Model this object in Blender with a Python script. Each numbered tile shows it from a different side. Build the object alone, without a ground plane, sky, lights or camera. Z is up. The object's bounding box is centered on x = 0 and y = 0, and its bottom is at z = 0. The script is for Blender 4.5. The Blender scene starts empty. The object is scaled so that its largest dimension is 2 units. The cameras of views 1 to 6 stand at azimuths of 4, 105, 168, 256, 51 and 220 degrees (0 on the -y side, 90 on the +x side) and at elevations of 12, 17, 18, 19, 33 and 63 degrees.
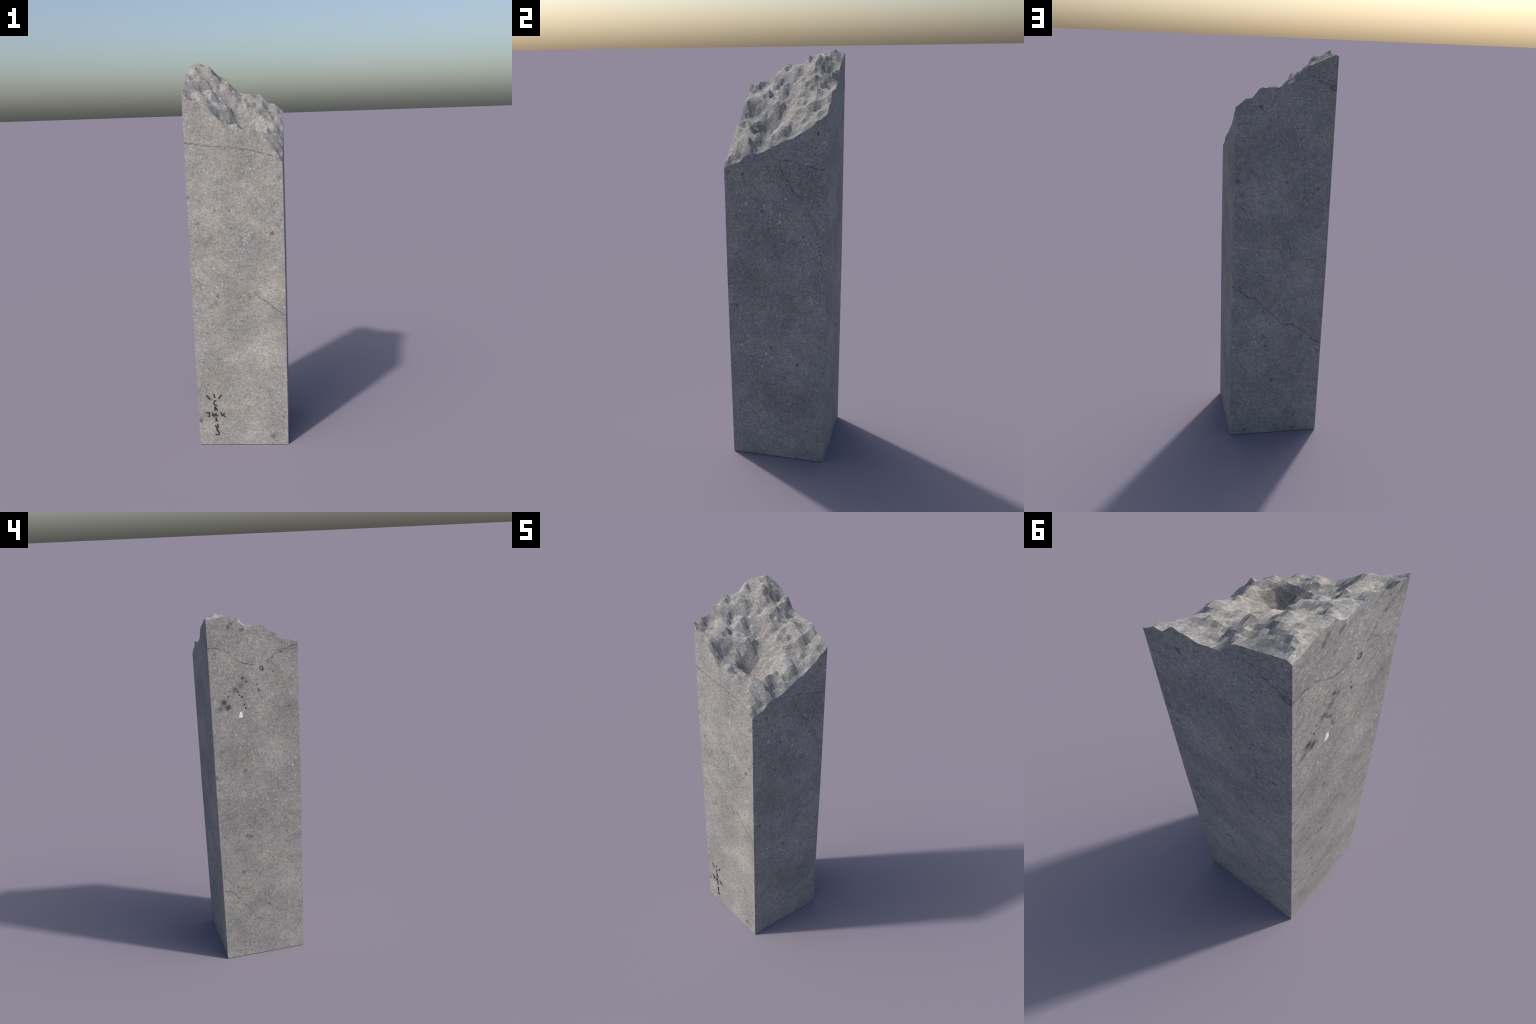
"""Square concrete pillar, snapped off at the top.

The shaft is a plain square post that narrows a little towards its foot.  Its
upper end is a fracture surface: a height field over a square lattice, drawn
from four rim profiles (the outline of each side) and from the crests, knolls,
steps and hollows inside the break.  Marker writing stands near the foot of
the front, a white stone chip sits in the left side.
"""
import bpy
import bmesh
import math
import random
import numpy as np

random.seed(11)
rng = np.random.default_rng(11)

HALF_TOP = 0.2393      # half width of the upper shaft
HALF_FOOT = 0.2340     # half width at the ground
WAIST = 0.95           # height where the taper ends
LEAN = 0.0010          # the post stands a hair off centre
CELLS = 31             # lattice cells across the break

# ------------------------------------------------------------------ helpers
def new_mesh_object(name, bm, parent, materials):
    mesh = bpy.data.meshes.new(name)
    bm.to_mesh(mesh)
    bm.free()
    for m in materials:
        mesh.materials.append(m)
    ob = bpy.data.objects.new(name, mesh)
    bpy.context.scene.collection.objects.link(ob)
    ob.parent = parent
    return ob


def half_width(z):
    t = min(max(z / WAIST, 0.0), 1.0)
    return HALF_FOOT + (HALF_TOP - HALF_FOOT) * t


# ------------------------------------------------------- fracture surface
# Rim profiles: (position along the side, height).
RIM_RIGHT = [  # side +x, along y
    (-0.239, 1.485), (-0.213, 1.493), (-0.194, 1.503), (-0.178, 1.506),
    (-0.164, 1.514), (-0.143, 1.537), (-0.125, 1.548), (-0.111, 1.552),
    (-0.084, 1.550), (-0.068, 1.555), (-0.038, 1.567), (-0.009, 1.588),
    (0.010, 1.591), (0.041, 1.611), (0.085, 1.623), (0.108, 1.640),
    (0.136, 1.656), (0.152, 1.666), (0.161, 1.668), (0.177, 1.684),
    (0.194, 1.704), (0.209, 1.706), (0.239, 1.732)]
RIM_BACK = [   # side +y, along x
    (-0.239, 1.973), (-0.224, 1.979), (-0.193, 1.966), (-0.180, 1.962),
    (-0.171, 1.956), (-0.147, 1.944), (-0.123, 1.934), (-0.104, 1.928),
    (-0.086, 1.920), (-0.074, 1.912), (-0.061, 1.899), (-0.052, 1.877),
    (-0.042, 1.861), (-0.027, 1.851), (-0.012, 1.844), (0.009, 1.839),
    (0.025, 1.830), (0.037, 1.825), (0.060, 1.824), (0.081, 1.827),
    (0.096, 1.818), (0.114, 1.825), (0.130, 1.817), (0.160, 1.776),
    (0.175, 1.771), (0.191, 1.773), (0.221, 1.744), (0.239, 1.732)]
RIM_LEFT = [   # side -x, along y
    (-0.239, 1.831), (-0.225, 1.828), (-0.203, 1.839), (-0.194, 1.843),
    (-0.180, 1.843), (-0.146, 1.848), (-0.128, 1.866), (-0.116, 1.886),
    (-0.086, 1.898), (-0.076, 1.906), (-0.063, 1.922), (-0.040, 1.932),
    (-0.021, 1.926), (0.014, 1.923), (0.043, 1.929), (0.060, 1.938),
    (0.086, 1.972), (0.109, 1.973), (0.127, 1.980), (0.138, 1.982),
    (0.166, 1.980), (0.184, 1.975), (0.201, 1.976), (0.239, 1.973)]
RIM_FRONT = [  # side -y, along x
    (-0.239, 1.831), (-0.204, 1.796), (-0.176, 1.786), (-0.157, 1.767),
    (-0.146, 1.763), (-0.122, 1.758), (-0.094, 1.722), (-0.085, 1.718),
    (-0.066, 1.699), (-0.045, 1.678), (-0.020, 1.655), (0.001, 1.648),
    (0.018, 1.650), (0.037, 1.643), (0.068, 1.615), (0.088, 1.606),
    (0.114, 1.585), (0.138, 1.560), (0.177, 1.530), (0.217, 1.514), (0.239, 1.485)]

# Features inside the break, each a short run of control points (x, y, z).
FEATURES = {
    "summit": [(-0.209, 0.194, 2.000), (-0.178, 0.160, 1.972), (-0.140, 0.133, 1.969)],
    "summit_wall": [(-0.110, 0.187, 1.936), (-0.102, 0.177, 1.917), (-0.098, 0.163, 1.905),
                    (-0.084, 0.133, 1.894), (-0.080, 0.173, 1.888), (-0.080, 0.191, 1.894)],
    "back_shoulder": [(-0.051, 0.176, 1.889), (-0.034, 0.133, 1.880), (-0.033, 0.163, 1.868),
                      (0.006, 0.208, 1.823), (-0.007, 0.107, 1.828), (-0.009, 0.121, 1.835)],
    "back_terrace": [(0.072, 0.164, 1.824), (0.107, 0.176, 1.791), (0.102, 0.150, 1.787),
                     (0.133, 0.193, 1.784), (0.135, 0.164, 1.777), (0.137, 0.225, 1.798),
                     (0.158, 0.177, 1.737), (0.160, 0.165, 1.735)],
    "right_corner": [(0.216, 0.222, 1.739), (0.212, 0.194, 1.733), (0.224, 0.168, 1.696),
                     (0.186, 0.150, 1.702)],
    "right_spur": [(0.087, 0.105, 1.769), (0.112, 0.102, 1.746), (0.063, 0.070, 1.758),
                   (0.081, 0.058, 1.724), (0.133, 0.057, 1.706), (0.147, 0.088, 1.702),
                   (0.168, 0.076, 1.681), (0.160, 0.042, 1.682), (0.194, 0.026, 1.667),
                   (0.223, 0.080, 1.636)],
    "middle_slope": [(-0.090, 0.072, 1.855), (-0.040, 0.088, 1.849), (-0.001, 0.064, 1.805),
                     (-0.045, 0.038, 1.796), (0.031, 0.048, 1.751), (-0.034, 0.001, 1.748)],
    "left_crest": [(-0.209, 0.066, 1.964), (-0.176, 0.081, 1.936), (-0.151, 0.047, 1.895),
                   (-0.168, 0.015, 1.913), (-0.208, -0.005, 1.921)],
    "left_knolls": [(-0.192, -0.067, 1.874), (-0.178, -0.034, 1.873), (-0.203, -0.098, 1.870),
                    (-0.174, -0.067, 1.857), (-0.164, -0.052, 1.831), (-0.161, -0.085, 1.832),
                    (-0.147, -0.070, 1.812), (-0.142, -0.087, 1.811)],
    "left_step": [(-0.112, -0.035, 1.830), (-0.084, -0.018, 1.796), (-0.087, -0.008, 1.793),
                  (-0.072, -0.073, 1.770), (-0.115, -0.102, 1.770), (-0.104, -0.119, 1.764)],
    "front_left_knoll": [(-0.218, -0.202, 1.822), (-0.191, -0.208, 1.790), (-0.168, -0.205, 1.789),
                         (-0.141, -0.229, 1.772), (-0.130, -0.221, 1.767)],
    "front_crest": [(-0.012, -0.207, 1.668), (0.009, -0.207, 1.673)],
    "front_notch": [(-0.072, -0.222, 1.702), (-0.072, -0.194, 1.690), (0.027, -0.204, 1.671),
                    (0.049, -0.192, 1.641), (0.083, -0.210, 1.640)],
    "bowl": [(-0.037, -0.051, 1.757), (-0.027, -0.020, 1.749), (0.020, -0.038, 1.652),
             (-0.005, -0.145, 1.662), (-0.006, -0.114, 1.652), (0.006, -0.116, 1.625),
             (0.022, -0.085, 1.605), (0.039, -0.100, 1.592), (0.054, -0.110, 1.587),
             (0.069, -0.085, 1.589), (0.085, -0.105, 1.586), (0.100, -0.085, 1.592),
             (0.116, -0.100, 1.599), (0.100, -0.120, 1.600), (0.075, -0.127, 1.600),
             (0.100, -0.055, 1.606), (0.130, -0.055, 1.618), (0.131, -0.082, 1.609)],
    "stripe_wall": [(-0.011, -0.022, 1.707), (-0.001, -0.037, 1.696), (0.005, -0.043, 1.676),
                    (0.016, -0.038, 1.656), (0.021, -0.038, 1.643)],
    "left_trough": [(-0.120, -0.103, 1.773), (-0.116, -0.128, 1.770), (-0.136, -0.112, 1.805),
                    (-0.109, -0.156, 1.761), (-0.090, -0.162, 1.721), (-0.097, -0.174, 1.736),
                    (-0.063, -0.156, 1.690), (-0.044, -0.121, 1.698), (-0.036, -0.103, 1.699),
                    (-0.107, -0.222, 1.750), (-0.067, -0.169, 1.689)],
    "upper_slope": [(-0.137, 0.059, 1.886), (-0.136, 0.039, 1.875), (-0.120, 0.085, 1.903),
                    (-0.103, 0.002, 1.828), (-0.070, 0.041, 1.824)],
    "back_hollow": [(0.003, 0.117, 1.815), (-0.014, 0.139, 1.847), (0.006, 0.181, 1.827),
                    (0.064, 0.122, 1.782), (0.025, 0.101, 1.793), (0.056, 0.071, 1.770),
                    (0.098, 0.165, 1.796), (0.148, 0.041, 1.690)],
    "back_dome": [(0.085, 0.193, 1.818), (0.039, 0.162, 1.824), (0.039, 0.177, 1.820),
                  (-0.008, 0.177, 1.848)],
    "bowl_lip": [(0.008, -0.177, 1.662), (0.054, -0.154, 1.646), (0.085, -0.155, 1.645),
                 (0.107, -0.148, 1.638), (0.130, -0.143, 1.633), (0.155, -0.126, 1.627),
                 (0.165, -0.105, 1.631)],
    "left_saddle": [(-0.183, -0.158, 1.794), (-0.202, -0.155, 1.810),
                    (-0.216, -0.176, 1.808), (-0.173, -0.186, 1.791), (-0.123, -0.157, 1.773)],
    "front_spur": [(0.089, -0.180, 1.643), (0.125, -0.189, 1.609), (0.163, -0.162, 1.609),
                   (0.177, -0.174, 1.587), (0.165, -0.189, 1.595), (0.184, -0.131, 1.611)],
    "right_rib": [(0.195, -0.127, 1.614), (0.167, -0.083, 1.636), (0.174, -0.085, 1.619),
                  (0.166, -0.071, 1.638), (0.167, -0.042, 1.648), (0.169, -0.013, 1.652),
                  (0.191, -0.095, 1.602), (0.193, -0.069, 1.596)],
    "right_edge_step": [(0.223, -0.130, 1.565), (0.228, -0.103, 1.567), (0.227, -0.080, 1.562)],
    "front_right_corner": [(0.211, -0.223, 1.531), (0.221, -0.167, 1.529), (0.196, -0.205, 1.548),
                           (0.228, -0.209, 1.516)],
}
KNOLL = 0.0032         # random knolls between the control points
CRISPNESS = 0.52
ROUGHNESS = 0.0012     # random lift of single facets


def profile(points, t):
    a = np.array(points)
    return np.interp(t, a[:, 0], a[:, 1])


def fracture_heights():
    axis = np.linspace(-HALF_TOP, HALF_TOP, CELLS + 1)
    pts = []
    for p in RIM_RIGHT:
        pts.append((HALF_TOP, p[0], p[1]))
    for p in RIM_LEFT:
        pts.append((-HALF_TOP, p[0], p[1]))
    for p in RIM_BACK[1:-1]:
        pts.append((p[0], HALF_TOP, p[1]))
    for p in RIM_FRONT[1:-1]:
        pts.append((p[0], -HALF_TOP, p[1]))
    for run in FEATURES.values():
        pts.extend(run)
    pts = np.array(pts)
    # corners of facets sit on the lattice
    step = axis[1] - axis[0]
    near = np.round((pts[:, :2] - axis[0]) / step) * step + axis[0]
    close = np.abs(near - pts[:, :2]) < 0.0055
    pts[:, :2] = np.where(close, near, pts[:, :2])
    # radial interpolation (r kernel) on top of a tilted plane
    xy, hz = pts[:, :2], pts[:, 2]
    n = len(pts)
    d = np.linalg.norm(xy[:, None] - xy[None], axis=2)
    poly = np.c_[np.ones(n), xy]
    lhs = np.block([[-d - 0.0004 * np.eye(n), poly], [poly.T, np.zeros((3, 3))]])
    sol = np.linalg.solve(lhs, np.r_[hz, 0, 0, 0])
    gx, gy = np.meshgrid(axis, axis, indexing="ij")
    q = np.c_[gx.ravel(), gy.ravel()]
    dq = np.linalg.norm(q[:, None] - xy[None], axis=2)
    hq = -dq @ sol[:n] + np.c_[np.ones(len(q)), q] @ sol[n:]
    free = np.clip(dq.min(axis=1) / step, 0, 1.5)
    coarse = rng.normal(0, KNOLL, (CELLS // 2 + 2, CELLS // 2 + 2))
    knoll = np.array([[coarse[i // 2, j // 2] if i % 2 == 0 and j % 2 == 0 else
                       0.5 * (coarse[i // 2, j // 2] + coarse[(i + 1) // 2, (j + 1) // 2])
                       for j in range(CELLS + 1)] for i in range(CELLS + 1)])
    lift = (knoll.ravel() + rng.normal(0, ROUGHNESS, len(q))) * free
    h = (hq + lift).reshape(gx.shape)
    # broken edges are crisp: lift crests, deepen creases
    soft = h.copy()
    soft[1:-1, 1:-1] = (h[:-2, 1:-1] + h[2:, 1:-1] + h[1:-1, :-2] + h[1:-1, 2:] +
                        0.5 * (h[:-2, :-2] + h[2:, 2:] + h[:-2, 2:] + h[2:, :-2])) / 6.0
    h = h + CRISPNESS * (h - soft)
    h[0, :] = profile(RIM_LEFT, axis)
    h[-1, :] = profile(RIM_RIGHT, axis)
    h[1:-1, 0] = profile(RIM_FRONT, axis[1:-1])
    h[1:-1, -1] = profile(RIM_BACK, axis[1:-1])
    h = np.minimum(h, 1.9985)
    i, j = np.unravel_index(np.argmin((gx + 0.209) ** 2 + (gy - 0.194) ** 2), gx.shape)
    h[i, j] = 2.0
    return axis, h


# ------------------------------------------------------------------ materials
def node(nt, kind, **kw):
    n = nt.nodes.new(kind)
    for k, v in kw.items():
        if k.startswith("in_"):
            n.inputs[k[3:].replace("_", " ")].default_value = v
        else:
            setattr(n, k, v)
    return n


def math_node(nt, op, a, b=None, c=None, clamp=False):
    n = nt.nodes.new("ShaderNodeMath")
    n.operation = op
    n.use_clamp = clamp
    for i, v in enumerate((a, b, c)):
        if v is None:
            continue
        if isinstance(v, (int, float)):
            n.inputs[i].default_value = v
        else:
            nt.links.new(v, n.inputs[i])
    return n.outputs[0]


def map_range(nt, value, lo, hi, to_lo=0.0, to_hi=1.0, smooth=True):
    n = nt.nodes.new("ShaderNodeMapRange")
    n.interpolation_type = "SMOOTHSTEP" if smooth else "LINEAR"
    n.clamp = True
    for i, v in enumerate((value, lo, hi, to_lo, to_hi)):
        if isinstance(v, (int, float)):
            n.inputs[i].default_value = v
        else:
            nt.links.new(v, n.inputs[i])
    return n.outputs[0]


def mix_colour(nt, fac, a, b, blend="MIX"):
    n = nt.nodes.new("ShaderNodeMix")
    n.data_type = "RGBA"
    n.blend_type = blend
    n.clamp_factor = True
    for sock, v in ((n.inputs[0], fac), (n.inputs[6], a), (n.inputs[7], b)):
        if isinstance(v, (int, float)):
            sock.default_value = v
        elif isinstance(v, tuple):
            sock.default_value = (*v, 1.0)
        else:
            nt.links.new(v, sock)
    return n.outputs[2]


def noise(nt, vec, scale, detail=2.0, rough=0.5, w=0.0):
    n = nt.nodes.new("ShaderNodeTexNoise")
    n.noise_dimensions = "4D"
    n.inputs["W"].default_value = w
    n.inputs["Scale"].default_value = scale
    n.inputs["Detail"].default_value = detail
    n.inputs["Roughness"].default_value = rough
    nt.links.new(vec, n.inputs["Vector"])
    return n.outputs["Fac"], n.outputs["Color"]


def speck(nt, vec, scale, keep, size, w):
    """Scattered roundish grains: a share `keep` of the cells carries one."""
    v = nt.nodes.new("ShaderNodeTexVoronoi")
    v.voronoi_dimensions = "4D"
    v.inputs["W"].default_value = w
    v.inputs["Scale"].default_value = scale
    nt.links.new(vec, v.inputs["Vector"])
    sep = nt.nodes.new("ShaderNodeSeparateColor")
    nt.links.new(v.outputs["Color"], sep.inputs[0])
    chosen = math_node(nt, "GREATER_THAN", sep.outputs[0], 1.0 - keep)
    radius = math_node(nt, "MULTIPLY_ADD", sep.outputs[1], size * 0.6, size * 0.6)
    rim = math_node(nt, "MULTIPLY", radius, 0.55)
    grain = map_range(nt, v.outputs["Distance"], radius, rim, 0.0, 1.0)
    return math_node(nt, "MULTIPLY", chosen, grain), sep.outputs[2]


def concrete_group():
    """Bare grey concrete: cement paste, sand grains, pores and soft clouds."""
    g = bpy.data.node_groups.new("concrete", "ShaderNodeTree")
    g.interface.new_socket("Vector", in_out="INPUT", socket_type="NodeSocketVector")
    g.interface.new_socket("Color", in_out="OUTPUT", socket_type="NodeSocketColor")
    g.interface.new_socket("Height", in_out="OUTPUT", socket_type="NodeSocketFloat")
    gi = g.nodes.new("NodeGroupInput")
    go = g.nodes.new("NodeGroupOutput")
    vec = gi.outputs[0]

    # bend the coordinates a little so that no grain is round
    _, bend = noise(g, vec, 150.0, 2.0, 0.6, 15.0)
    off = g.nodes.new("ShaderNodeVectorMath")
    off.operation = "MULTIPLY_ADD"
    off.inputs[1].default_value = (0.011, 0.011, 0.011)
    off.inputs[2].default_value = (-0.0055, -0.0055, -0.0055)
    g.links.new(bend, off.inputs[0])
    add = g.nodes.new("ShaderNodeVectorMath")
    add.operation = "ADD"
    g.links.new(vec, add.inputs[0])
    g.links.new(off.outputs[0], add.inputs[1])
    bent = add.outputs[0]

    warm, grey = (0.287, 0.272, 0.252), (0.256, 0.252, 0.246)
    tint, _ = noise(g, vec, 9.0, 3.0, 0.6, 1.0)
    col = mix_colour(g, map_range(g, tint, 0.38, 0.62), grey, warm)

    cloud, _ = noise(g, vec, 5.0, 5.0, 0.62, 4.0)
    col = mix_colour(g, 1.0, col, _grey(g, map_range(g, cloud, 0.32, 0.68, 0.86, 1.12, False)), "MULTIPLY")
    mottle, _ = noise(g, vec, 24.0, 4.0, 0.65, 6.0)
    col = mix_colour(g, 1.0, col, _grey(g, map_range(g, mottle, 0.32, 0.68, 0.88, 1.10, False)), "MULTIPLY")

    # packed sand: every grain has its own shade
    for scale, spread, w in ((150.0, 0.16, 31.0), (260.0, 0.18, 33.0), (85.0, 0.06, 35.0)):
        v = g.nodes.new("ShaderNodeTexVoronoi")
        v.voronoi_dimensions = "4D"
        v.inputs["W"].default_value = w
        v.inputs["Scale"].default_value = scale
        g.links.new(bent, v.inputs["Vector"])
        sc = g.nodes.new("ShaderNodeSeparateColor")
        g.links.new(v.outputs["Color"], sc.inputs[0])
        shade = map_range(g, sc.outputs[0], 0.0, 1.0, 1.0 - spread, 1.0 + spread, False)
        col = mix_colour(g, 1.0, col, _grey(g, shade), "MULTIPLY")
    grit, _ = noise(g, vec, 95.0, 3.0, 0.65, 7.0)
    col = mix_colour(g, 1.0, col, _grey(g, map_range(g, grit, 0.30, 0.70, 0.88, 1.12, False)), "MULTIPLY")

    patch, _ = noise(g, vec, 7.0, 3.0, 0.6, 12.0)
    exposed = map_range(g, patch, 0.40, 0.66, 0.50, 1.0)

    m, _ = speck(g, bent, 100.0, 0.14, 0.44, 2.0)     # blue-grey sand
    col = mix_colour(g, math_node(g, "MULTIPLY", m, 0.72), col, (0.130, 0.155, 0.190))
    m, _ = speck(g, bent, 100.0, 0.17, 0.40, 5.0)     # pale sand
    col = mix_colour(g, math_node(g, "MULTIPLY", math_node(g, "MULTIPLY", m, exposed), 0.85), col, (0.60, 0.60, 0.59))
    m, _ = speck(g, bent, 62.0, 0.036, 0.38, 8.0)     # larger pale grains
    col = mix_colour(g, math_node(g, "MULTIPLY", math_node(g, "MULTIPLY", m, exposed), 0.8), col, (0.60, 0.62, 0.64))
    m, _ = speck(g, bent, 80.0, 0.008, 0.50, 14.0)    # brick-red grit
    col = mix_colour(g, math_node(g, "MULTIPLY", m, 0.55), col, (0.27, 0.15, 0.11))
    m, _ = speck(g, bent, 85.0, 0.085, 0.40, 17.0)     # dark grit
    col = mix_colour(g, math_node(g, "MULTIPLY", m, 0.75), col, (0.085, 0.085, 0.085))
    pore, _ = speck(g, bent, 50.0, 0.045, 0.30, 11.0)  # pores
    col = mix_colour(g, math_node(g, "MULTIPLY", pore, 0.75), col, (0.075, 0.072, 0.068))

    height = math_node(g, "SUBTRACT", math_node(g, "MULTIPLY", grit, 0.5), pore)
    g.links.new(col, go.inputs[0])
    g.links.new(height, go.inputs[1])
    return g


def _grey(nt, value):
    c = nt.nodes.new("ShaderNodeCombineColor")
    for i in range(3):
        nt.links.new(value, c.inputs[i])
    return c.outputs[0]


def curve_mask(nt, along, across, path, width, wobble):
    """Mask of a crack that runs along `path`, [(along, across), ...]."""
    path = sorted(path)
    a0, a1 = path[0][0], path[-1][0]
    lo = min(p[1] for p in path) - 0.01
    hi = max(p[1] for p in path) + 0.01
    t = map_range(nt, along, a0, a1, 0.0, 1.0, False)
    fc = nt.nodes.new("ShaderNodeFloatCurve")
    nt.links.new(t, fc.inputs["Value"])
    cv = fc.mapping.curves[0]
    norm = [((p[0] - a0) / (a1 - a0), (p[1] - lo) / (hi - lo)) for p in path]
    cv.points[0].location = norm[0]
    cv.points[-1].location = norm[-1]
    for p in norm[1:-1]:
        cv.points.new(*p)
    for p in cv.points:
        p.handle_type = "VECTOR"
    fc.mapping.update()
    line = math_node(nt, "MULTIPLY_ADD", fc.outputs[0], hi - lo, lo)
    gap = math_node(nt, "SUBTRACT", across, line)
    gap = math_node(nt, "ABSOLUTE", math_node(nt, "ADD", gap, wobble))
    m = map_range(nt, gap, width * 0.8, width * 0.2, 0.0, 1.0)
    inside = math_node(nt, "MULTIPLY",
                       map_range(nt, along, a0 - 0.002, a0 + 0.002),
                       map_range(nt, along, a1 + 0.002, a1 - 0.002))
    return math_node(nt, "MULTIPLY", m, inside)


def spot_mask(nt, along, up, centre, radius, soft=0.6, ring=False):
    dx = math_node(nt, "SUBTRACT", along, centre[0])
    dz = math_node(nt, "SUBTRACT", up, centre[1])
    d = math_node(nt, "SQRT", math_node(nt, "ADD", math_node(nt, "MULTIPLY", dx, dx),
                                        math_node(nt, "MULTIPLY", dz, dz)))
    if ring:
        d = math_node(nt, "ABSOLUTE", math_node(nt, "SUBTRACT", d, radius))
        return map_range(nt, d, radius * 0.5, radius * 0.2)
    return map_range(nt, d, radius * (1 + soft), radius * (1 - soft))


CONCRETE = concrete_group()


def concrete_material(name, axis=None, cracks=(), tall_cracks=(), marks=()):
    """Concrete; `axis` is the horizontal axis of a side whose cracks and
    stains are placed at (position along the side, height)."""
    mat = bpy.data.materials.new(name)
    mat.use_nodes = True
    nt = mat.node_tree
    bsdf = nt.nodes["Principled BSDF"]
    tc = nt.nodes.new("ShaderNodeTexCoord")
    grp = nt.nodes.new("ShaderNodeGroup")
    grp.node_tree = CONCRETE
    nt.links.new(tc.outputs["Object"], grp.inputs[0])
    col, height = grp.outputs[0], grp.outputs[1]
    if axis is not None:
        sep = nt.nodes.new("ShaderNodeSeparateXYZ")
        nt.links.new(tc.outputs["Object"], sep.inputs[0])
        along, up = sep.outputs[axis], sep.outputs[2]
        w1, wcol = noise(nt, tc.outputs["Object"], 42.0, 6.0, 0.78, 3.0)
        wobble = math_node(nt, "MULTIPLY_ADD", w1, 0.040, -0.020)
        _, rag = noise(nt, tc.outputs["Object"], 60.0, 4.0, 0.7, 6.0)
        rsep = nt.nodes.new("ShaderNodeSeparateColor")
        nt.links.new(rag, rsep.inputs[0])
        ragged_along = math_node(nt, "ADD", along, math_node(nt, "MULTIPLY_ADD", rsep.outputs[0], 0.030, -0.015))
        ragged_up = math_node(nt, "ADD", up, math_node(nt, "MULTIPLY_ADD", rsep.outputs[1], 0.030, -0.015))
        thin, _ = noise(nt, tc.outputs["Object"], 34.0, 4.0, 0.7, 8.0)
        fade = map_range(nt, thin, 0.36, 0.58, 0.15, 1.0)
        off = nt.nodes.new("ShaderNodeVectorMath")
        off.operation = "MULTIPLY_ADD"
        off.inputs[1].default_value = (0.016, 0.016, 0.016)
        nt.links.new(rag, off.inputs[0])
        nt.links.new(tc.outputs["Object"], off.inputs[2])
        bent = off.outputs[0]
        for colour, strength, radius, soft, kind, places in marks:
            total = None
            for c in places:
                m = (spot_mask(nt, along, up, c, radius, soft, True) if kind == "ring" else
                     spot_mask(nt, ragged_along, ragged_up, c, radius, soft))
                total = m if total is None else math_node(nt, "MAXIMUM", total, m)
            if kind == "grain":
                s, _ = speck(nt, bent, 110.0, 0.45, 0.5, 21.0)
                total = math_node(nt, "MULTIPLY", total, s)
            blend = "MULTIPLY" if kind == "tone" else "MIX"
            col = mix_colour(nt, math_node(nt, "MULTIPLY", total, strength), col, colour, blend)
        total = None
        for path, width in cracks:
            m = curve_mask(nt, along, up, path, width, wobble)
            total = m if total is None else math_node(nt, "MAXIMUM", total, m)
        for path, width in tall_cracks:
            m = curve_mask(nt, up, along, [(p[1], p[0]) for p in path], width, wobble)
            total = m if total is None else math_node(nt, "MAXIMUM", total, m)
        if total is not None:
            total = math_node(nt, "MULTIPLY", total, fade)
            col = mix_colour(nt, math_node(nt, "MULTIPLY", total, 0.85), col, (0.075, 0.073, 0.070))
            height = math_node(nt, "SUBTRACT", height, math_node(nt, "MULTIPLY", total, 1.5))
    nt.links.new(col, bsdf.inputs["Base Color"])
    bsdf.inputs["Roughness"].default_value = 0.93
    bsdf.inputs["Specular IOR Level"].default_value = 0.15
    bump = nt.nodes.new("ShaderNodeBump")
    bump.inputs["Strength"].default_value = 0.25
    bump.inputs["Distance"].default_value = 0.002
    nt.links.new(height, bump.inputs["Height"])
    nt.links.new(bump.outputs[0], bsdf.inputs["Normal"])
    return mat


def plain_material(name, colour, variation, scale, rough=0.85):
    mat = bpy.data.materials.new(name)
    mat.use_nodes = True
    nt = mat.node_tree
    bsdf = nt.nodes["Principled BSDF"]
    tc = nt.nodes.new("ShaderNodeTexCoord")
    f, _ = noise(nt, tc.outputs["Object"], scale, 3.0, 0.6, 2.0)
    v = map_range(nt, f, 0.3, 0.7, 1 - variation, 1 + variation, False)
    col = mix_colour(nt, 1.0, colour, _grey(nt, v), "MULTIPLY")
    nt.links.new(col, bsdf.inputs["Base Color"])
    bsdf.inputs["Roughness"].default_value = rough
    bsdf.inputs["Specular IOR Level"].default_value = 0.15
    return mat


DARK, BROWN, BLACK, PALE = (0.10, 0.097, 0.092), (0.175, 0.155, 0.130), (0.035, 0.035, 0.033), (0.56, 0.57, 0.58)
LIGHTER, DARKER = (1.12, 1.115, 1.10), (0.87, 0.87, 0.87)

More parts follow.
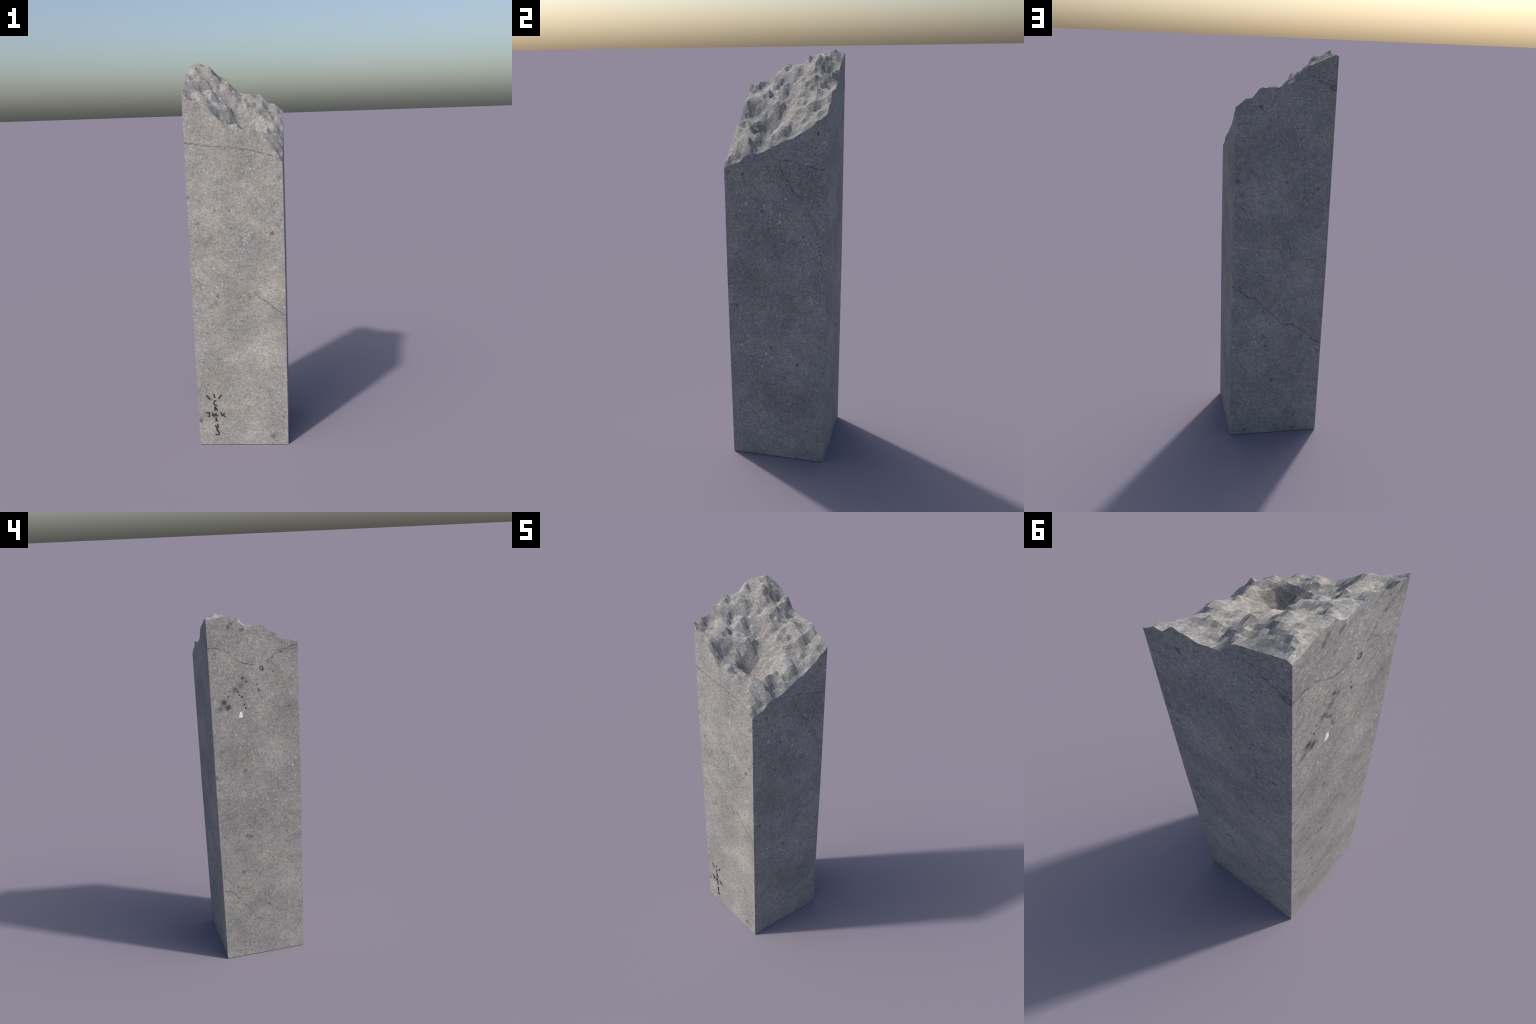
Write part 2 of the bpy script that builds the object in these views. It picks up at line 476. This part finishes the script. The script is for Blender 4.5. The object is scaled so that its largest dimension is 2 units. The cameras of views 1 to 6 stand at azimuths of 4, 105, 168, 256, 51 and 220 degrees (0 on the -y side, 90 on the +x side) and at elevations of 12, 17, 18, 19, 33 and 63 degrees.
front_mat = concrete_material(
    "concrete_front", 0,
    cracks=[([(-0.240, 1.591), (-0.197, 1.587), (-0.155, 1.579), (-0.124, 1.574), (-0.081, 1.569),
              (-0.034, 1.568), (-0.002, 1.565), (0.035, 1.552), (0.082, 1.551), (0.119, 1.538),
              (0.155, 1.531), (0.192, 1.516), (0.223, 1.506), (0.239, 1.489)], 0.0050),
            ([(0.087, 0.822), (0.101, 0.816), (0.117, 0.796), (0.144, 0.784), (0.165, 0.761),
              (0.192, 0.738), (0.217, 0.726), (0.239, 0.709)], 0.0048)],
    tall_cracks=[([(-0.202, 0.899), (-0.190, 0.876), (-0.191, 0.847), (-0.179, 0.816)], 0.0035)],
    marks=[(LIGHTER, 1.0, 0.085, 0.9, "tone", [(-0.17, 1.20), (0.145, 0.80), (0.11, 0.55), (-0.16, 0.97)]),
           (DARKER, 1.0, 0.075, 0.9, "tone", [(0.00, 1.10), (0.034, 0.77), (0.0, 0.61), (-0.16, 0.38), (0.09, 1.06)]),
           (PALE, 0.7, 0.055, 0.8, "grain", [(0.045, 1.113), (0.02, 1.04), (-0.17, 0.60)]),
           (BROWN, 0.65, 0.012, 0.7, "spot", [(0.209, 1.18), (-0.157, 1.084), (-0.129, 1.117), (0.039, 1.589),
                                              (0.223, 1.413), (-0.142, 0.763), (-0.116, 0.78), (0.172, 0.06)]),
           (DARK, 0.8, 0.011, 0.6, "spot", [(0.179, 1.135), (0.154, 0.045), (-0.226, 0.137)]),
           (DARK, 0.75, 0.006, 0.6, "spot", [(-0.193, 1.191), (-0.03, 1.254), (-0.101, 1.256), (-0.233, 1.324),
                                             (-0.106, 0.814), (0.057, 0.809), (0.214, 0.155)])])

right_mat = concrete_material(
    "concrete_right", 1,
    cracks=[([(0.037, 1.524), (0.067, 1.525), (0.106, 1.509), (0.141, 1.505), (0.175, 1.496),
              (0.205, 1.491), (0.239, 1.491)], 0.0040)],
    tall_cracks=[([(-0.023, 1.561), (-0.001, 1.535), (0.027, 1.519), (0.034, 1.480), (0.041, 1.455),
                   (0.066, 1.422), (0.091, 1.378), (0.126, 1.352), (0.151, 1.305), (0.171, 1.256),
                   (0.192, 1.226), (0.197, 1.196), (0.195, 1.160), (0.208, 1.119), (0.218, 1.084),
                   (0.213, 1.062), (0.224, 1.032), (0.239, 1.009)], 0.0038)],
    marks=[(DARKER, 1.0, 0.10, 0.9, "tone", [(-0.02, 1.14), (-0.10, 0.98), (0.12, 1.40), (0.05, 0.35)]),
           (PALE, 0.55, 0.07, 0.8, "grain", [(-0.07, 0.56), (0.16, 0.50), (-0.16, 0.62), (-0.16, 1.42)]),
           (PALE, 0.7, 0.006, 0.5, "spot", [(0.231, 1.61), (0.141, 1.51), (0.024, 1.24), (0.051, 1.349),
                                            (-0.138, 1.318), (-0.074, 0.499), (-0.056, 0.569), (-0.175, 0.609)]),
           (DARK, 0.8, 0.007, 0.5, "spot", [(-0.153, 1.457), (-0.22, 1.465), (-0.026, 0.606), (0.104, 0.527),
                                            (-0.195, 0.811), (0.20, 1.645)]),
           ((0.33, 0.16, 0.10), 0.6, 0.006, 0.5, "spot", [(-0.085, 1.342), (-0.066, 0.406)])])

back_mat = concrete_material(
    "concrete_back", 0,
    cracks=[([(0.239, 0.854), (0.221, 0.830), (0.191, 0.818), (0.162, 0.791), (0.123, 0.778), (0.094, 0.750),
              (0.071, 0.725), (0.039, 0.697), (0.001, 0.660), (-0.017, 0.638), (-0.046, 0.630), (-0.081, 0.629),
              (-0.116, 0.603), (-0.153, 0.580), (-0.183, 0.550), (-0.202, 0.531), (-0.239, 0.519)], 0.0066),
            ([(-0.122, 1.884), (-0.146, 1.861), (-0.174, 1.857), (-0.202, 1.843), (-0.218, 1.825), (-0.239, 1.818)], 0.0045),
            ([(0.239, 1.649), (0.210, 1.653), (0.170, 1.658)], 0.0045),
            ([(0.239, 1.263), (0.207, 1.258), (0.174, 1.233)], 0.0035)],
    tall_cracks=[([(0.005, 1.043), (-0.008, 0.997), (-0.025, 0.988)], 0.0040),
                 ([(-0.034, 1.087), (-0.050, 1.047), (-0.054, 1.013)], 0.0040)],
    marks=[(DARKER, 1.0, 0.09, 0.9, "tone", [(-0.03, 1.53), (0.16, 1.50), (0.06, 1.12), (-0.08, 0.40)]),
           (LIGHTER, 1.0, 0.08, 0.9, "tone", [(0.05, 1.28), (0.06, 0.62), (-0.16, 0.88)]),
           (PALE, 0.6, 0.05, 0.8, "grain", [(-0.123, 1.33), (-0.10, 1.74), (-0.05, 1.66)]),
           (DARK, 0.75, 0.009, 0.6, "spot", [(0.22, 1.383), (0.203, 1.317), (-0.016, 1.378), (-0.178, 1.345),
                                             (0.058, 0.511), (-0.106, 0.014), (0.16, 0.023), (0.02, 0.316),
                                             (0.12, 1.735)]),
           (BROWN, 0.6, 0.012, 0.6, "spot", [(0.072, 0.569), (0.20, 0.84), (-0.215, 0.47)]),
           (DARK, 0.7, 0.012, 0.6, "ring", [(-0.225, 1.828)])])

left_mat = concrete_material(
    "concrete_left", 1,
    cracks=[([(0.239, 1.830), (0.193, 1.825), (0.177, 1.815), (0.152, 1.815), (0.128, 1.788), (0.098, 1.763),
              (0.067, 1.741), (0.053, 1.737), (0.010, 1.728), (-0.019, 1.725)], 0.0048),
            ([(-0.060, 1.741), (-0.090, 1.750), (-0.114, 1.773), (-0.156, 1.786), (-0.192, 1.806), (-0.234, 1.814)], 0.006),
            ([(-0.060, 1.741), (-0.095, 1.729), (-0.112, 1.711), (-0.132, 1.692)], 0.0055),
            ([(0.229, 0.445), (0.185, 0.434), (0.161, 0.405), (0.143, 0.374), (0.113, 0.339), (0.085, 0.313),
              (0.064, 0.273), (0.052, 0.242), (0.013, 0.227)], 0.0064)],
    tall_cracks=[([(0.208, 0.521), (0.188, 0.487), (0.171, 0.463)], 0.0040)],
    marks=[(LIGHTER, 1.0, 0.09, 0.9, "tone", [(0.0, 1.77), (-0.12, 1.25), (-0.06, 0.70), (0.17, 0.42), (-0.13, 0.42)]),
           (DARKER, 1.0, 0.08, 0.9, "tone", [(-0.18, 1.45), (0.10, 1.22), (0.03, 0.88), (-0.07, 0.34), (0.16, 0.16)]),
           (DARKER, 1.0, 0.04, 0.9, "tone", [(-0.17, 1.81), (-0.21, 1.80)]),
           (PALE, 0.6, 0.045, 0.8, "grain", [(0.16, 1.79), (0.0, 1.82), (0.10, 0.80), (-0.20, 1.80)]),
           ((0.07, 0.07, 0.07), 0.9, 0.040, 0.7, "grain", [(-0.17, 1.82), (-0.21, 1.81)]),
           ((0.07, 0.07, 0.07), 0.85, 0.022, 0.7, "grain", [(-0.095, 1.742), (-0.08, 1.735), (-0.125, 1.775), (-0.15, 1.79)]),
           (BLACK, 0.9, 0.006, 0.6, "spot", [(0.066, 1.661), (0.046, 1.641), (0.103, 1.608), (0.138, 1.597),
                                             (0.146, 1.569), (0.073, 1.564), (0.095, 1.590), (-0.019, 1.592),
                                             (0.064, 1.523), (0.056, 1.50), (0.085, 1.575)]),
           (BLACK, 0.85, 0.015, 0.7, "spot", [(0.171, 1.542), (0.152, 1.513)]),
           (BLACK, 0.75, 0.022, 0.8, "grain", [(0.17, 1.53), (0.155, 1.56), (0.14, 1.585), (0.115, 1.605), (0.085, 1.62),
                                               (0.06, 1.645), (0.075, 1.57), (0.06, 1.53), (0.19, 1.50), (0.21, 1.45)]),
           (BLACK, 0.7, 0.007, 0.6, "spot", [(-0.044, 1.697), (-0.046, 1.702)]),
           (DARK, 0.6, 0.016, 0.8, "spot", [(0.079, 1.620), (0.105, 1.605), (0.19, 1.51)]),
           (DARK, 0.75, 0.010, 0.6, "spot", [(0.074, 1.155), (0.237, 1.131), (0.082, 0.768), (0.061, 0.762),
                                             (0.112, 0.545), (-0.030, 0.320), (0.115, 1.945), (0.13, 1.93), (0.06, 1.91)]),
           (BLACK, 0.8, 0.0085, 0.5, "ring", [(-0.038, 1.706)])])

top_mat = concrete_material(
    "concrete_broken", 0, marks=[])
ink_mat = plain_material("black_marker", (0.035, 0.034, 0.034), 0.35, 120.0)
chip_mat = plain_material("white_stone", (0.72, 0.74, 0.77), 0.05, 60.0, 0.6)

# ------------------------------------------------------------------ the pillar
pillar = bpy.data.objects.new("concrete_pillar", None)
bpy.context.scene.collection.objects.link(pillar)
pillar["label"] = "square grey concrete pillar with a jagged broken top"
pillar["category"] = "concrete pillar"

axis, heights = fracture_heights()

# broken top: one facet per lattice cell
bm = bmesh.new()
grid = [[bm.verts.new((axis[i], axis[j] + LEAN, heights[i, j])) for j in range(CELLS + 1)] for i in range(CELLS + 1)]
for i in range(CELLS):
    for j in range(CELLS):
        bm.faces.new((grid[i][j], grid[i + 1][j], grid[i + 1][j + 1], grid[i][j + 1]))
new_mesh_object("broken_top", bm, pillar, [top_mat])

# shaft: four sides from the foot over the waist up to the rim
bm = bmesh.new()
loop = ([(i, 0) for i in range(CELLS)] + [(CELLS, j) for j in range(CELLS)] +
        [(i, CELLS) for i in range(CELLS, 0, -1)] + [(0, j) for j in range(CELLS, 0, -1)])
levels = [0.0, WAIST * 0.5, WAIST]
rings = []
for z in levels:
    k = half_width(z) / HALF_TOP
    rings.append([bm.verts.new((axis[i] * k, axis[j] * k + LEAN, z)) for i, j in loop])
rings.append([bm.verts.new((axis[i], axis[j] + LEAN, heights[i, j])) for i, j in loop])
for lower, upper in zip(rings, rings[1:]):
    for n in range(len(loop)):
        m = (n + 1) % len(loop)
        f = bm.faces.new((lower[n], lower[m], upper[m], upper[n]))
        f.material_index = n // CELLS
bm.faces.new(list(reversed(rings[0]))).material_index = 0
bm.normal_update()
new_mesh_object("shaft", bm, pillar, [front_mat, right_mat, back_mat, left_mat])


# ------------------------------------------------------------------ writing
def brush_stroke(bm, path, width, depth=0.0008):
    """A felt-pen stroke on the front: a flat band with round ends."""
    def place(x, z, out):
        hw = half_width(z)
        return (x, LEAN - hw - out, z)
    pts = [np.array(p, float) for p in path]
    n = len(pts)
    left, right = [], []
    for i, p in enumerate(pts):
        d = pts[min(i + 1, n - 1)] - pts[max(i - 1, 0)]
        d /= np.linalg.norm(d)
        q = np.array((-d[1], d[0]))
        w = width * 0.5 * (0.85 + 0.3 * random.random())
        if i == 0:
            p = p - d * width * 0.3
        if i == n - 1:
            p = p + d * width * 0.3
        left.append(p + q * w)
        right.append(p - q * w)
    outline = left + right[::-1]
    if sum(a[0] * b[1] - b[0] * a[1] for a, b in zip(outline, outline[1:] + outline[:1])) < 0:
        outline.reverse()
    front = [bm.verts.new(place(x, z, depth)) for x, z in outline]
    back = [bm.verts.new(place(x, z, -0.001)) for x, z in outline]
    m = len(front)
    half = m // 2
    for i in range(half - 1):
        a, b, c, d = front[i], front[i + 1], front[m - 2 - i], front[m - 1 - i]
        bm.faces.new((a, b, c, d))
    for i in range(m):
        j = (i + 1) % m
        bm.faces.new((front[j], front[i], back[i], back[j]))
    bmesh.ops.recalc_face_normals(bm, faces=bm.faces)


LETTERS = [
    [[(-0.189, 0.277), (-0.180, 0.267), (-0.172, 0.257)]],                       # rays
    [[(-0.151, 0.284), (-0.147, 0.268)]],
    [[(-0.113, 0.280), (-0.125, 0.262)]],
    [[(-0.141, 0.248), (-0.148, 0.249), (-0.152, 0.238), (-0.152, 0.228), (-0.145, 0.225), (-0.138, 0.222)]],
    [[(-0.148, 0.216), (-0.150, 0.194)], [(-0.147, 0.215), (-0.137, 0.196)], [(-0.150, 0.203), (-0.142, 0.203)]],
    [[(-0.193, 0.181), (-0.176, 0.181)], [(-0.179, 0.181), (-0.180, 0.169), (-0.178, 0.158), (-0.188, 0.163)]],
    [[(-0.163, 0.180), (-0.162, 0.163), (-0.155, 0.160)], [(-0.162, 0.177), (-0.152, 0.164)],
     [(-0.145, 0.179), (-0.147, 0.164)], [(-0.150, 0.168), (-0.136, 0.163)]],
    [[(-0.118, 0.181), (-0.113, 0.163)], [(-0.099, 0.177), (-0.111, 0.167), (-0.095, 0.160)]],
    [[(-0.146, 0.153), (-0.139, 0.134)], [(-0.149, 0.140), (-0.140, 0.134)]],
    [[(-0.150, 0.108), (-0.144, 0.097)], [(-0.138, 0.114), (-0.137, 0.099), (-0.144, 0.086)]],
    [[(-0.144, 0.086), (-0.133, 0.070), (-0.131, 0.059), (-0.142, 0.055), (-0.150, 0.058)]],
]
writing = bpy.data.objects.new("marker_writing", None)
bpy.context.scene.collection.objects.link(writing)
writing.parent = pillar
for strokes in LETTERS:
    bm = bmesh.new()
    for k, s in enumerate(strokes):
        brush_stroke(bm, s, 0.0078, 0.0008 + 0.00025 * k)
    new_mesh_object("ink_stroke", bm, writing, [ink_mat])

# ------------------------------------------------------------------ stone chip
bm = bmesh.new()
corners = [(0.089, 1.485), (0.076, 1.484), (0.072, 1.456), (0.080, 1.450), (0.098, 1.453), (0.092, 1.470)]
outer = [bm.verts.new((-HALF_TOP - 0.0007, 0.0835 + (y - 0.0835) * 0.9, 1.467 + (z - 1.467) * 0.93)) for y, z in corners]
inner = [bm.verts.new((-HALF_TOP + 0.004, y, z)) for y, z in corners]
bm.faces.new(outer)
bm.faces.new(list(reversed(inner)))
for i in range(len(corners)):
    j = (i + 1) % len(corners)
    bm.faces.new((outer[j], outer[i], inner[i], inner[j]))
bmesh.ops.recalc_face_normals(bm, faces=bm.faces)
new_mesh_object("stone_chip", bm, pillar, [chip_mat])
